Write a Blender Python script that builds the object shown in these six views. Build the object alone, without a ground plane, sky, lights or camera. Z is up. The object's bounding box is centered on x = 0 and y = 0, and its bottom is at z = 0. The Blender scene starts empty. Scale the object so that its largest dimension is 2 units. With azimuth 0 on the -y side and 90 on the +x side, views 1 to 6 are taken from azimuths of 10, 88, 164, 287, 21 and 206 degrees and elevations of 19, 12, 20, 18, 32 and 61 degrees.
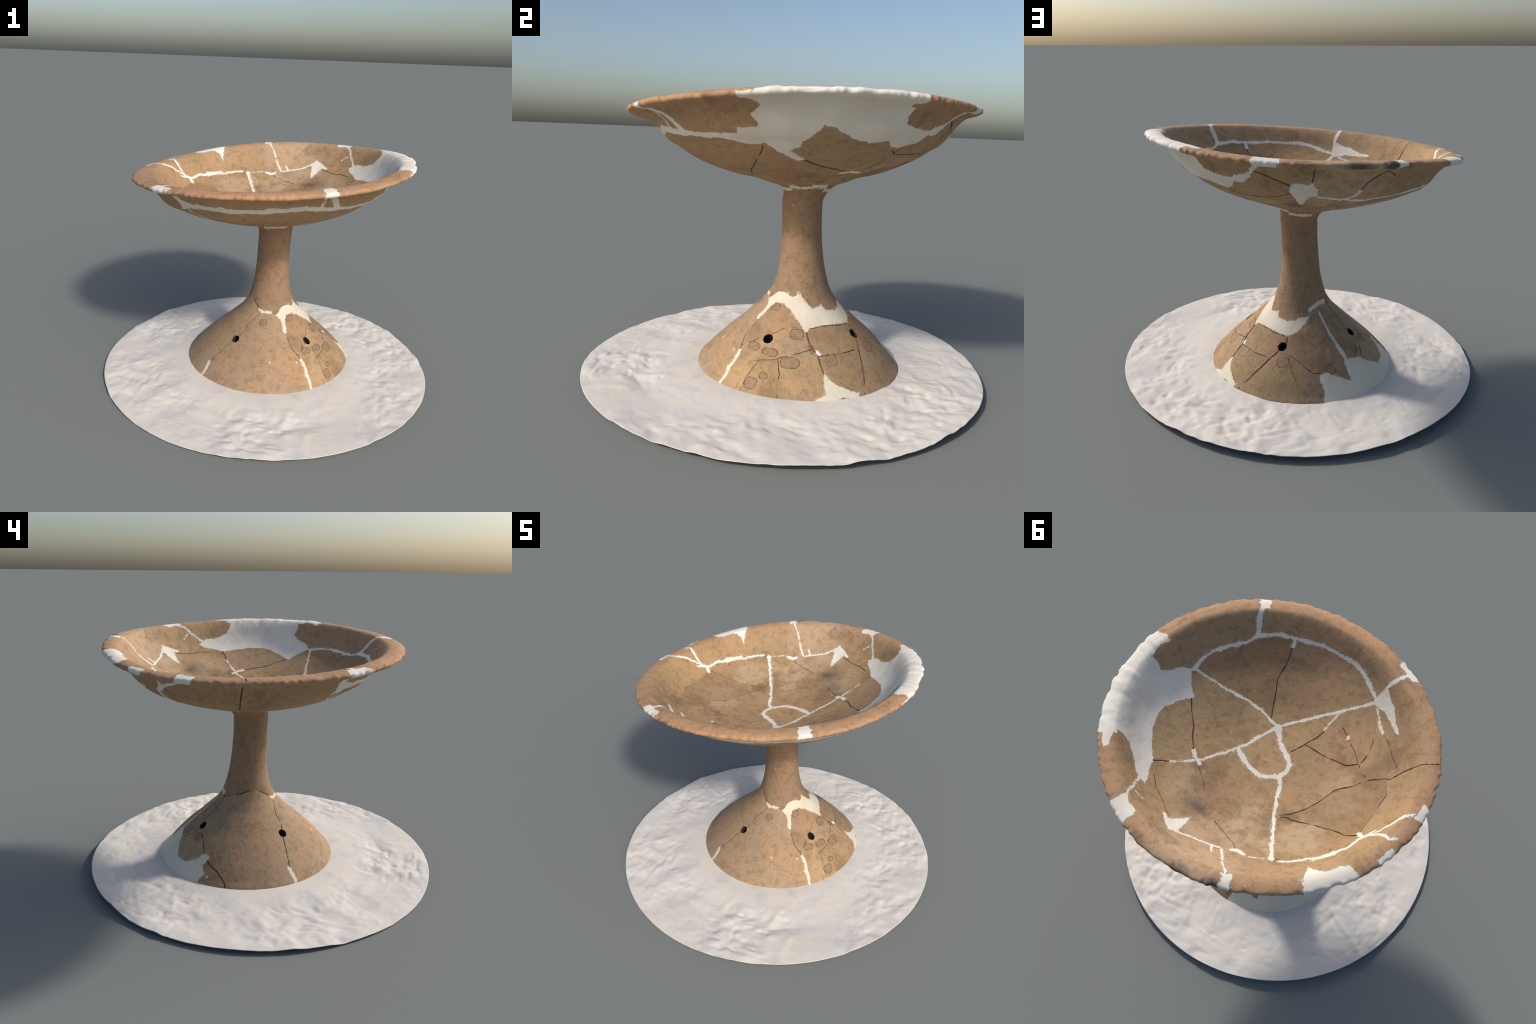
"""Restored pottery pedestal bowl: a shallow flaring bowl on a slim stem and a wide conical
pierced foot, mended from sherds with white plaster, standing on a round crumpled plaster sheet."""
import bpy, math
import numpy as np

TAU = 2 * math.pi


# ------------------------------------------------------------------ small numeric tools
def spline(xk, yk, x):
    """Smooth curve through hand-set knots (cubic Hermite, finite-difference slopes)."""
    xk, yk = np.asarray(xk, float), np.asarray(yk, float)
    h, d = np.diff(xk), np.diff(yk) / np.diff(xk)
    m = np.r_[d[0], (d[:-1] * h[1:] + d[1:] * h[:-1]) / (h[1:] + h[:-1]), d[-1]]
    x = np.clip(x, xk[0], xk[-1])
    k = np.clip(np.searchsorted(xk, x) - 1, 0, len(xk) - 2)
    t = (x - xk[k]) / h[k]
    return ((2 * t**3 - 3 * t**2 + 1) * yk[k] + (t**3 - 2 * t**2 + t) * h[k] * m[k]
            + (3 * t**2 - 2 * t**3) * yk[k + 1] + (t**3 - t**2) * h[k] * m[k + 1])


def waves(c, th, first=1):
    """Sum of cos/sin waves round the axis; c = [cos1, sin1, cos2, sin2, ...]."""
    v = np.zeros(np.shape(th))
    for i in range(len(c) // 2):
        v = v + c[2 * i] * np.cos((i + first) * th) + c[2 * i + 1] * np.sin((i + first) * th)
    return v


def noise(p, freq, seed=0):
    """Smooth value noise in -1..1 on 3D points."""
    q = np.asarray(p, float) * freq + np.array([17.3, 31.7, 5.1]) + seed * 13.37
    i = np.floor(q).astype(np.int64)
    f = q - i
    f = f * f * (3 - 2 * f)
    out = 0
    for dx in (0, 1):
        for dy in (0, 1):
            for dz in (0, 1):
                n = ((i[:, 0] + dx) * 374761393 + (i[:, 1] + dy) * 668265263 + (i[:, 2] + dz) * 1274126177 + seed * 974711) & 0xFFFFFFFF
                n = ((n ^ (n >> 13)) * 1274126177) & 0xFFFFFFFF
                n = (n ^ (n >> 16)) & 0xFFFF
                w = (f[:, 0] if dx else 1 - f[:, 0]) * (f[:, 1] if dy else 1 - f[:, 1]) * (f[:, 2] if dz else 1 - f[:, 2])
                out = out + w * (n / 32767.5 - 1)
    return out


def unit(v):
    return v / np.maximum(np.linalg.norm(v, axis=-1, keepdims=True), 1e-12)


# ------------------------------------------------------------------ the vessel's shape
# foot and stem: radius over height, the axis leans a little
Z_KNOT = [0, .03, .06, .10, .15, .20, .25, .30, .34, .38, .42, .47, .53, .60, .68, .76, .84, .92, .98]
R_KNOT = [.505, .5133, .4867, .4535, .4040, .3515, .2940, .2445, .2020, .1678, .1444, .127, .1132, .1047, .0997, .0975, .0991, .1015, .104]
AXIS_Z = [0, .25, .5, .75, 1.0]
AXIS_X = [.0047, .0078, .0081, .015, .0278]
AXIS_Y = [.0878, .0881, .0848, .0737, .066]
FOOT_BULGE = [-.003, .002, -.003, -.003, -.003, .001]

# bowl: rim centre, slightly uneven radius, tilted and wavy rim height
RIM_C = (-.0056, .0488)
RIM_R, RIM_R_WAVES = .8080, [.0007, -.0037, -.0055, -.0046, -.0004, -.0008]
RIM_Z, RIM_TILT, RIM_Z_WAVES = 1.2600, [.0625, .0216], [-.0041, -.0005, .0067, -.0022, .0016, .0024]
BOWL_FOOT_C = (.0176, .1008)
WALL_WAVES = [.007, -.0082, -.0045, -.002]
# depth below the rim over relative radius, underside and inside
OUT_R = [.12, .16, .22, .30, .40, .50, .60, .68, .74, .78, .82, .86, .90, .94]
OUT_D = [.3363, .3306, .3182, .2960, .2785, .2540, .2235, .1930, .1625, .1455, .1140, .0675, .0360, .0172]
IN_R = [0, .14, .20, .27, .40, .50, .60, .68, .74, .78, .82, .86, .90, .93]
IN_D = [.284, .279, .277, .268, .250, .226, .195, .165, .134, .107, .070, .022, -.010, -.0165]


def axis_at(z):
    return spline(AXIS_Z, AXIS_X, z), spline(AXIS_Z, AXIS_Y, z)


def foot_point(th, z):
    cx, cy = axis_at(z)
    r = spline(Z_KNOT, R_KNOT, z) + np.exp(-((z - .2) / .09) ** 2) * waves(FOOT_BULGE, th)
    return np.stack([cx + r * np.cos(th), cy + r * np.sin(th), z + 0 * th], -1)


def bowl_point(th, rho, depth):
    r = RIM_R + waves(RIM_R_WAVES, th, 2)
    cx = BOWL_FOOT_C[0] + rho * (RIM_C[0] - BOWL_FOOT_C[0])
    cy = BOWL_FOOT_C[1] + rho * (RIM_C[1] - BOWL_FOOT_C[1])
    z = (RIM_Z + waves(RIM_TILT, th) * (1.13 * rho - .13 * rho**3) + rho**3 * waves(RIM_Z_WAVES, th, 2) - depth
         + np.exp(-((rho - .78) / .12) ** 2) * waves(WALL_WAVES, th))
    return np.stack([cx + rho * r * np.cos(th), cy + rho * r * np.sin(th), z], -1)


def bowl_rho(xy):
    """Relative radius and angle of plan points on the bowl."""
    rho = np.full(len(xy), .5)
    for _ in range(8):
        dx = xy[:, 0] - (BOWL_FOOT_C[0] + rho * (RIM_C[0] - BOWL_FOOT_C[0]))
        dy = xy[:, 1] - (BOWL_FOOT_C[1] + rho * (RIM_C[1] - BOWL_FOOT_C[1]))
        th = np.arctan2(dy, dx)
        rho = np.hypot(dx, dy) / (RIM_R + waves(RIM_R_WAVES, th, 2))
    return rho, th


def inside_point(th, rho):
    p = bowl_point(th, rho, spline(IN_R, IN_D, rho))
    p[:, 2] += .022 * np.exp(-((p[:, 0] - .45) ** 2 + (p[:, 1] + .17) ** 2) / .17**2)     # floor is thicker here
    p[:, 2] += .016 * np.exp(-((p[:, 0] - .24) ** 2 + (p[:, 1] + .36) ** 2) / .15**2)
    return p


def on_inside(xy):
    rho, th = bowl_rho(np.asarray(xy, float))
    return inside_point(th, rho)


def under_point(th, rho):
    p = bowl_point(th, rho, spline(OUT_R, OUT_D, rho))
    p[:, 2] -= .006 * np.cos(th - .2) * np.exp(-((rho - .55) / .22) ** 2)                # sags to one side
    return p


def on_underside(xy):
    rho, th = bowl_rho(np.asarray(xy, float))
    return under_point(th, rho)


def on_foot(az):
    az = np.asarray(az, float)
    return foot_point(np.radians(az[:, 0]), az[:, 1])


# one continuous skin: foot -> stem -> fillet -> underside -> lip -> inside
NT = 720
TH = np.arange(NT) * TAU / NT


def rings():
    out = []                                             # (points, section)
    for z in np.r_[np.arange(.008, .42, .0052), np.arange(.42, .868, .008)]:
        out.append((foot_point(TH, np.full(NT, z)), "pedestal"))
    a, b = out[-1][0], under_point(TH, np.full(NT, .185))
    c = bowl_point(TH, np.full(NT, .128), np.full(NT, .338))
    for t in np.linspace(0, 1, 16)[1:]:
        out.append(((1 - t) ** 2 * a + 2 * t * (1 - t) * c + t * t * b, "pedestal"))
    for rho in np.linspace(.185, .94, 118)[1:]:
        out.append((under_point(TH, np.full(NT, rho)), "underside"))
    lip = [(.94, .0172), (.955, .0165), (.975, .0158), (.990, .0125), (.9985, .006), (1.0, -.001), (.996, -.0075),
           (.985, -.0120), (.970, -.0150), (.950, -.0170), (.93, -.0165)]
    lr, ld = np.array(lip).T
    s = np.r_[0, np.cumsum(np.hypot(np.diff(lr) * .81, np.diff(ld)))]
    ss = np.linspace(0, s[-1], 22)[1:]
    for k, t in enumerate(ss):
        rho, dep = spline(s, lr, np.array([t]))[0], spline(s, ld, np.array([t]))[0]
        out.append((bowl_point(TH, np.full(NT, rho), np.full(NT, dep)), "lip"))
    for rho in np.linspace(.93, .02, 140)[1:]:
        out.append((inside_point(TH, np.full(NT, rho)), "inside"))
    return out


SECTION = {"pedestal": 0, "underside": 1, "lip": 2, "inside": 3}
R = rings()
NR = len(R)
P = np.concatenate([r[0] for r in R])
sec_ring = np.array([SECTION[r[1]] for r in R])
# arc length along the profile, zero at the outermost edge of the lip
mid = np.array([r[0].mean(0) for r in R])
rad = np.array([np.hypot(*(r[0][:, :2] - r[0][:, :2].mean(0)).T).mean() for r in R])
arc = np.r_[0, np.cumsum(np.hypot(np.diff(rad), np.diff(np.array([r[0][:, 2].mean() for r in R]))))]
arc -= arc[np.argmax(rad * (sec_ring == 2))]
S = np.repeat(arc, NT)
SEC = np.repeat(sec_ring, NT)
ANG = np.tile(TH, NR)
P = np.vstack([P, [R[-1][0].mean(0)]])
S, SEC, ANG = np.r_[S, S[-1] + .016], np.r_[SEC, 3], np.r_[ANG, 0]
i, j = np.meshgrid(np.arange(NR - 1), np.arange(NT), indexing="ij")
a, b = (i * NT + j).ravel(), (i * NT + (j + 1) % NT).ravel()
c, d = a + NT, b + NT
flip = ((i + j) % 2).ravel().astype(bool)[:, None]
T = np.concatenate([np.where(flip, np.c_[a, b, d], np.c_[a, b, c]), np.where(flip, np.c_[a, d, c], np.c_[b, d, c])])
jj = np.arange(NT)
T = np.vstack([T, np.c_[(NR - 1) * NT + jj, (NR - 1) * NT + (jj + 1) % NT, np.full(NT, NR * NT)]])


def vertex_normals(P, T):
    n = np.cross(P[T[:, 1]] - P[T[:, 0]], P[T[:, 2]] - P[T[:, 0]])
    out = np.zeros_like(P)
    for k in range(3):
        for ax in range(3):
            out[:, ax] += np.bincount(T[:, k], n[:, ax], len(P))
    return unit(out)


N0 = vertex_normals(P, T)
LIP_DEG = np.degrees(ANG)


def in_arc(deg, lo, hi, soft=1.5):
    """1 inside the arc lo..hi degrees (lo may be negative), soft ends."""
    mid_, half = (lo + hi) / 2, (hi - lo) / 2
    off = np.abs((deg - mid_ + 180) % 360 - 180)
    return np.clip((half - off) / soft + .5, 0, 1)


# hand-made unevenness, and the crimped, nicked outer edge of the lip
relief = .0016 * noise(P, 7, 1) + .0007 * noise(P, 26, 2) + .00035 * noise(P, 90, 3)
edge = np.exp(-((S - .000) / .013) ** 2) * (SEC >= 1)
around = np.c_[np.cos(ANG) * .81, np.sin(ANG) * .81, S * .35]
relief += edge * (.0050 * (1 - 2.6 * np.abs(noise(around, 30, 4))) + .0032 * noise(around, 62, 5) - .001)
ribs = in_arc(LIP_DEG, -20, 31, 4) * np.exp(-((S - .05) / .055) ** 2) * (SEC >= 2)
relief += ribs * .0048 * noise(np.c_[np.cos(ANG) * .81, np.sin(ANG) * .81, S * .12], 36, 6)
P = P + N0 * relief[:, None]
N = vertex_normals(P, T)


# ------------------------------------------------------------------ where the vessel was broken and mended
# plan positions (x, y) inside the bowl; w = half width of the plaster seam
INSIDE_SEAMS = {
    "wall seam, front": (.013, [(.378, -.64), (.373, -.587), (.365, -.538), (.350, -.489)]),
    "floor ring, front left": (.0105, [(.348, -.486), (.256, -.538), (.163, -.565), (.092, -.579), (.015, -.590), (-.052, -.586), (-.126, -.576), (-.181, -.565), (-.25, -.536), (-.30, -.496), (-.362, -.441)]),
    "floor ring, front right": (.009, [(.350, -.485), (.387, -.43), (.452, -.368), (.509, -.292), (.538, -.227), (.546, -.169), (.551, -.146)]),
    "spoke right": (.0062, [(.544, -.149), (.473, -.159), (.376, -.164), (.261, -.177), (.172, -.169), (.086, -.139), (.053, -.13)]),
    "spoke left": (.0075, [(.051, -.13), (-.051, -.223), (-.143, -.293), (-.211, -.338), (-.277, -.38), (-.358, -.424)]),
    "hub": (.020, [(.05, -.125), (.04, -.115)]),
    "loop left side": (.013, [(.054, -.129), (.013, -.066), (-.024, -.03), (-.068, .002), (-.097, .043), (-.100, .09), (-.079, .131)]),
    "loop back": (.0125, [(-.078, .130), (-.024, .158), (.006, .168), (.054, .159), (.10, .142), (.138, .117), (.17, .092)]),
    "loop right side": (.007, [(.053, -.125), (.071, -.105), (.115, -.030), (.155, .051), (.19, .103), (.244, .173), (.30, .247), (.353, .308)]),
    "loop tail": (.004, [(.353, .308), (.402, .352)]),
    "small cross bar": (.009, [(.353, .228), (.313, .262), (.294, .274)]),
    "spoke back": (.0095, [(-.087, .134), (-.111, .171), (-.122, .23), (-.144, .298), (-.162, .346), (-.202, .435), (-.227, .495), (-.267, .579)]),
    "floor ring, back right": (.0055, [(.151, .672), (.086, .66), (.021, .65), (-.039, .639)]),
    "floor ring, blob": (.0125, [(-.089, .622), (-.111, .612), (-.145, .617)]),
    "floor ring, dashes": (.004, [(-.172, .619), (-.237, .596)]),
    "floor ring, knot": (.012, [(-.267, .581), (-.27, .579)]),
    "floor ring, back left": (.008, [(-.305, .577), (-.34, .562), (-.378, .538), (-.425, .500), (-.46, .475)]),
    "floor ring, wide": (.018, [(-.44, .496), (-.475, .466), (-.505, .436)]),
    "floor ring, left": (.0085, [(-.515, .425), (-.557, .374), (-.578, .319), (-.60, .296), (-.633, .25)]),
    "left branch low": (.007, [(-.60, .297), (-.635, .27), (-.685, .22), (-.73, .165), (-.765, .138)]),
    "left branch high": (.0085, [(-.615, .285), (-.645, .282), (-.673, .287), (-.707, .303)]),
    "left branch fork": (.006, [(-.707, .303), (-.735, .285)]),
    "left knot": (.014, [(-.572, .285), (-.588, .296)]),
    "rim branch right": (.007, [(.40, .652), (.415, .604), (.435, .552), (.442, .53)]),
    "rim branch dots": (.0035, [(.394, .613), (.358, .619)]),
    "wall seam, back": (.0050, [(-.164, .79), (-.150, .762), (-.118, .738), (-.080, .686), (-.05, .645)]),
    "wall seam, back, foot": (.006, [(-.022, .68), (-.002, .645)]),
    "star arm to rim": (.010, [(-.392, -.484), (-.429, -.517), (-.471, -.558), (-.482, -.572)]),
    "star arm inward": (.006, [(-.389, -.40), (-.421, -.348), (-.443, -.312), (-.472, -.283)]),
    "star arm inward, bead": (.010, [(-.44, -.318), (-.446, -.308)]),
    "short spur": (.0045, [(-.207, -.319), (-.19, -.262), (-.176, -.207)]),
    "lone bead": (.009, [(-.308, -.222), (-.314, -.214)]),
    "floor ring spur": (.008, [(.163, -.56), (.160, -.528)]),
}
INSIDE_PATCHES = {
    "great rim fill": [(.90, -.235), (.745, -.174), (.742, -.069), (.704, -.03), (.676, -.039), (.659, -.019), (.595, -.116), (.556, -.138), (.532, -.079), (.487, -.024), (.537, .038), (.571, .121), (.569, .193), (.546, .265), (.50, .346), (.455, .41), (.438, .47), (.414, .514), (.408, .538), (.425, .536), (.442, .526), (.465, .514), (.51, .462), (.563, .41), (.590, .398), (.628, .405), (.60, .493), (.615, .513), (.66, .446), (.69, .41), (.86, .52)],
    "triangle": [(.268, .615), (.252, .614), (.232, .630), (.216, .621), (.161, .563), (.160, .650), (.152, .678), (.185, .690), (.22, .665)],
    "rim fill right": [(.46, .75), (.418, .682), (.400, .650), (.377, .678), (.34, .709), (.315, .728), (.332, .753), (.35, .80)],
    "rim fill back": [(-.48, .70), (-.450, .648), (-.449, .605), (-.437, .565), (-.472, .580), (-.521, .575), (-.566, .522), (-.605, .500), (-.66, .52), (-.60, .66)],
    "star": [(-.355, -.423), (-.367, -.455), (-.39, -.488), (-.412, -.475), (-.433, -.44), (-.467, -.408), (-.504, -.349), (-.546, -.289), (-.538, -.283), (-.488, -.337), (-.431, -.389), (-.396, -.404)],
}
INSIDE_CRACKS = {
    "east": (.0022, [(.493, -.011), (.46, .05), (.412, .112), (.383, .176), (.356, .222)]),
    "to triangle": (.0021, [(.410, .47), (.37, .515), (.325, .55), (.266, .597), (.235, .616)]),
    "front": (.0018, [(.161, -.54), (.159, -.452), (.168, -.358), (.137, -.258), (.107, -.158)]),
    "loop left": (.0019, [(-.070, -.030), (-.12, -.104), (-.163, -.172), (-.178, -.206)]),
    "west fork": (.0018, [(-.122, -.10), (-.217, -.083), (-.305, -.076), (-.361, -.069), (-.414, -.097)]),
    "west long": (.0015, [(-.264, -.262), (-.311, -.218), (-.374, -.149), (-.415, -.10), (-.453, -.057), (-.478, -.034)]),
    "back west": (.0017, [(-.165, .345), (-.231, .295), (-.278, .244), (-.322, .175), (-.365, .088), (-.442, .026), (-.50, -.026), (-.569, -.056), (-.598, -.054)]),
    "to west rim": (.0017, [(-.597, -.055), (-.643, -.100), (-.694, -.115), (-.742, -.133), (-.775, -.152), (-.82, -.162)]),
    "back spur": (.0019, [(-.170, .350), (-.215, .325), (-.248, .33), (-.338, .313), (-.441, .306), (-.523, .308), (-.575, .295)]),
    "back right": (.0014, [(.062, .521), (.007, .545), (-.074, .584), (-.10, .612)]),
    "right faint": (.0012, [(.292, .28), (.247, .327), (.197, .383)]),
    "wall west": (.0014, [(-.472, -.283), (-.518, -.239), (-.559, -.179), (-.603, -.121)]),
    "west spur": (.0012, [(-.438, -.244), (-.44, -.157), (-.427, -.107)]),
    "wall foot west": (.0012, [(-.587, -.031), (-.611, .04), (-.594, .149), (-.575, .239), (-.572, .28)]),
    "east spur": (.002, [(.475, .41), (.457, .398), (.425, .369), (.40, .35)]),
    "back, by the ring": (.0016, [(-.285, .572), (-.30, .566)]),
}
# underside of the bowl, plan positions
UNDER_SEAMS = {
    "shoulder band, front": (.017, [(-.405, -.505), (-.345, -.515), (-.278, -.552), (-.192, -.578), (-.029, -.602), (.119, -.600), (.20, -.582), (.26, -.565), (.335, -.520)]),
    "shoulder band, right": (.014, [(.335, -.520), (.419, -.447), (.505, -.338), (.545, -.254)]),
    "drop from rim": (.014, [(.392, -.66), (.371, -.613), (.392, -.553), (.402, -.510), (.405, -.475)]),
    "drop from rim, side": (.006, [(.353, -.584), (.346, -.553), (.330, -.534)]),
    "left fork": (.007, [(-.359, -.495), (-.335, -.44), (-.27, -.405)]),
    "rim link": (.012, [(.412, .70), (.412, .668), (.415, .634), (.425, .605), (.445, .56)]),
    "bead": (.011, [(.321, .209), (.324, .245), (.29, .282)]),
    "back line": (.0095, [(.134, .661), (.078, .654), (.018, .643), (-.017, .658), (-.043, .713)]),
    "back line, long": (.009, [(.0, .645), (-.06, .630), (-.102, .619), (-.159, .623), (-.237, .611), (-.335, .605), (-.433, .545), (-.53, .45)]),
    "left line": (.008, [(-.715, .325), (-.669, .309), (-.645, .306), (-.617, .336), (-.601, .325), (-.585, .30)]),
    "left line to rim": (.0085, [(-.641, .308), (-.698, .234), (-.745, .175), (-.77, .15)]),
    "left joint": (.014, [(-.64, .312), (-.628, .322)]),
    "left run": (.006, [(-.585, .30), (-.55, .25), (-.50, .22)]),
}
UNDER_PATCHES = {
    "great fill": [(.80, -.27), (.718, -.239), (.708, -.181), (.694, -.162), (.663, -.179), (.646, -.197), (.638, -.191), (.635, -.165), (.622, -.174), (.591, -.244), (.57, -.247), (.539, -.304), (.508, -.305), (.524, -.22), (.541, -.171), (.556, -.141), (.537, -.097), (.474, .004), (.49, .027), (.539, -.04), (.567, -.006), (.595, .005), (.633, .047), (.661, .08), (.654, .113), (.626, .17), (.599, .205), (.559, .272), (.55, .347), (.507, .365), (.47, .405), (.468, .47), (.468, .525), (.450, .540), (.428, .577), (.410, .601), (.426, .611), (.450, .575), (.474, .547), (.483, .522), (.527, .473), (.575, .405), (.595, .403), (.618, .425), (.639, .401), (.80, .47)],
    "left fill": [(-.437, -.520), (-.398, -.545), (-.388, -.515), (-.325, -.540), (-.336, -.515), (-.378, -.470), (-.403, -.444), (-.400, -.472), (-.427, -.492)],
    "star": [(.261, .679), (.245, .693), (.187, .711), (.178, .722), (.147, .706), (.137, .669), (.164, .648), (.166, .612), (.159, .541), (.178, .545), (.212, .604), (.252, .653)],
}
UNDER_CRACKS = {
    "east low": (.0022, [(.462, .42), (.43, .391), (.371, .343), (.324, .285)]),
    "east to star": (.002, [(.468, .385), (.428, .405), (.374, .477), (.319, .536), (.28, .586), (.25, .645)]),
    "south": (.0018, [(.535, -.145), (.516, -.149), (.434, -.167), (.31, -.186), (.20, -.18), (.155, -.13)]),
    "east inner": (.003, [(.483, .03), (.446, .081), (.418, .12), (.394, .16), (.349, .215)]),
    "east to stem": (.002, [(.18, .11), (.224, .154), (.293, .225)]),
    "rim to star": (.0028, [(.41, .635), (.351, .656), (.304, .668), (.255, .679)]),
    "star to rim": (.0018, [(.197, .83), (.191, .783), (.178, .739), (.177, .72)]),
    "back to rim": (.003, [(-.165, .83), (-.156, .794), (-.116, .766), (-.065, .739), (-.042, .715)]),
    "back spur": (.0018, [(-.131, .78), (-.165, .76), (-.198, .734)]),
    "back inner": (.0018, [(.113, .463), (.016, .545), (-.098, .571)]),
    "west": (.0022, [(-.80, -.16), (-.726, -.122), (-.681, -.10), (-.645, -.081), (-.559, -.049)]),
}
# plaster that wraps over the lip: first and last degree, reach inward and downward from the lip's outer edge
LIP_FILLS = [(229.5, 238.5, .045, .030), (297, 301, .075, .050), (342.5, 391, .10, .060), (56.5, 64, .085, .045), (101, 104, .075, .008),
             (126, 142, .060, .026), (152, 158, .034, .012), (172, 177.5, .040, .016)]

# foot and stem: (degrees round the axis, height)
FOOT_SEAMS = {
    "left low": (.009, [(228, .096), (229, .06), (229, .038)]),
    "collar left": (.010, [(254, .397), (260, .388)]),
    "collar left thin": (.0045, [(260, .388), (270, .387), (281, .384)]),
    "collar drop": (.0095, [(302, .345), (303, .318), (301, .292)]),
    "front right low": (.0085, [(309.5, .166), (310.5, .131), (310, .094), (310.5, .040)]),
    "bead": (.007, [(8.6, .198), (9.4, .190)]),
    "back collar": (.010, [(91, .392), (100, .402), (111, .416), (131, .410)]),
    "back line": (.0055, [(108, .372), (108, .306), (109.5, .251), (111, .193), (111, .170)]),
    "back line, low": (.010, [(110, .23), (111, .193), (111, .170)]),
    "pit": (.0035, [(280.2, .167), (280.6, .165)]),
    "pit two": (.003, [(304, .162), (304.3, .158)]),
    "pit three": (.003, [(170.5, .068), (171, .064)]),
}
FOOT_PATCHES = {
    "collar": [(300.5, .345), (291.5, .374), (300, .398), (306, .409), (320, .417), (341, .402), (351, .421), (364, .383), (371.8, .357), (388.5, .371), (392.5, .346), (409, .339), (423, .346), (433, .359), (447.5, .364), (439.5, .341), (429.5, .310), (416, .284), (400, .292), (378, .293), (365, .285), (361.4, .270), (352.8, .308), (343, .342), (328, .372), (313, .368), (306, .342), (304, .322), (301, .320)],
    "right low": [(10.6, .131), (13.2, .108), (16.5, .088), (21, .070), (28, .050), (27, .022), (19, .046), (14.5, .034), (10, .030), (4, .020), (4.6, .045), (10, .058), (9.8, .095)],
    "back fill": [(85.5, .0), (85.6, .043), (87, .075), (85.6, .119), (86.5, .144), (91, .146), (99, .121), (107.7, .09), (107.4, .125), (108, .168), (111.2, .174), (117, .168), (123, .163), (126, .152), (132, .120), (141, .087), (150, .092), (157.5, .122), (162.5, .153), (167, .149), (167.3, .13), (165.2, .108), (167.8, .073), (166, .043), (166, .0)],
}
FOOT_CRACKS = {
    "left hole up": (.0022, [(257, .378), (250, .345), (244.5, .317), (242.8, .265), (238, .233)]),
    "left hole down": (.002, [(238, .231), (235.4, .210), (231.5, .156), (228.6, .100)]),
    "front right": (.0022, [(300.5, .294), (302.5, .248), (303.6, .221), (308.4, .182), (309.5, .160)]),
    "front right to hole": (.002, [(308.5, .186), (317.5, .220), (326.7, .232)]),
    "hole to right": (.0014, [(329, .250), (338.4, .279), (351.6, .284), (359, .272)]),
    "right seam": (.0034, [(362, .268), (363.6, .228), (368.7, .190), (369.6, .152), (370.8, .125)]),
    "right top": (.0018, [(364, .282), (383.5, .291), (413.5, .281)]),
    "right cross": (.002, [(369, .184), (380, .188), (402, .188)]),
    "right cross left": (.002, [(324.5, .147), (340.1, .171), (359.2, .201), (364.5, .208)]),
    "right down": (.0019, [(340.7, .170), (343.5, .120), (344.6, .05), (344.7, .01)]),
    "right down left": (.0018, [(327.9, .150), (324.1, .091), (324.3, .044), (324.3, .01)]),
    "right hole up": (.0018, [(57, .282), (57, .258), (53.4, .240)]),
    "right hole down": (.0027, [(53.4, .240), (51.3, .220), (44, .177), (38, .116), (32.8, .060), (31, .02)]),
    "back right": (.0012, [(60.9, .202), (68.9, .117)]),
    "back right two": (.0016, [(62, .21), (68.1, .20), (81.5, .147), (88, .143)]),
    "back top": (.0011, [(73.1, .282), (91.8, .288), (107, .285)]),
    "back hole up": (.0024, [(139, .247), (136.7, .270), (139.8, .321), (138.3, .390), (134, .412)]),
    "back hole down": (.0018, [(139, .247), (138.5, .221), (133, .187), (128.7, .165)]),
    "back hole side": (.0018, [(121, .168), (127, .190), (139, .238)]),
    "back low": (.0018, [(143, .24), (152, .205), (159.2, .172), (162, .150)]),
    "left back": (.003, [(166, .130), (177.2, .09), (184, .045), (185, .01)]),
    "collar crack": (.0018, [(128, .410), (138, .396), (155, .410), (171.8, .424), (202, .45), (225, .449), (240, .425), (256, .398)]),
    "collar closing": (.0012, [(280, .385), (286, .380), (294, .378)]),
    "collar closing back": (.0012, [(446, .363), (449, .378), (452, .392)]),
}
# the break between stem and foot runs round the collar at this height
COLLAR = [(0, .335), (20, .33), (50, .315), (80, .35), (92, .39), (111, .416), (131, .410), (138, .396), (155, .41), (172, .424), (202, .45),
          (225, .449), (240, .425), (256, .398), (270, .388), (281, .384), (292, .378), (305, .385), (320, .40), (345, .365), (360, .335)]
HOLES = [(238, .232), (326.7, .232), (53.4, .240), (139.3, .247)]
# brown residue marks with a darker outline: centre, half width, half height
MARKS = [(318.2, .197, .024, .017), (332.9, .189, .032, .016), (352.1, .260, .026, .021), (348.9, .160, .034, .022), (328.2, .071, .024, .023),
         (334.5, .106, .017, .013), (378.2, .170, .023, .025), (316.3, .349, .020, .017), (364.4, .209, .009, .020), (57.6, .184, .024, .020),
         (145.5, .203, .022, .020), (94.4, .154, .024, .019), (267, .338, .020, .016), (125.5, .195, .017, .016)]


def lay(pts, place, step=.012):
    """Refine a control polyline in its own coordinates and lay it on the surface."""
    pts = np.asarray(pts, float)
    a3 = place(pts)
    out = []
    for k in range(len(pts) - 1):
        n = max(1, int(np.linalg.norm(a3[k + 1] - a3[k]) / step) + 1)
        t = np.linspace(0, 1, n, endpoint=False)[:, None]
        out.append(pts[k] * (1 - t) + pts[k + 1] * t)
    out.append(pts[-1:])
    return place(np.concatenate(out))


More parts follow.
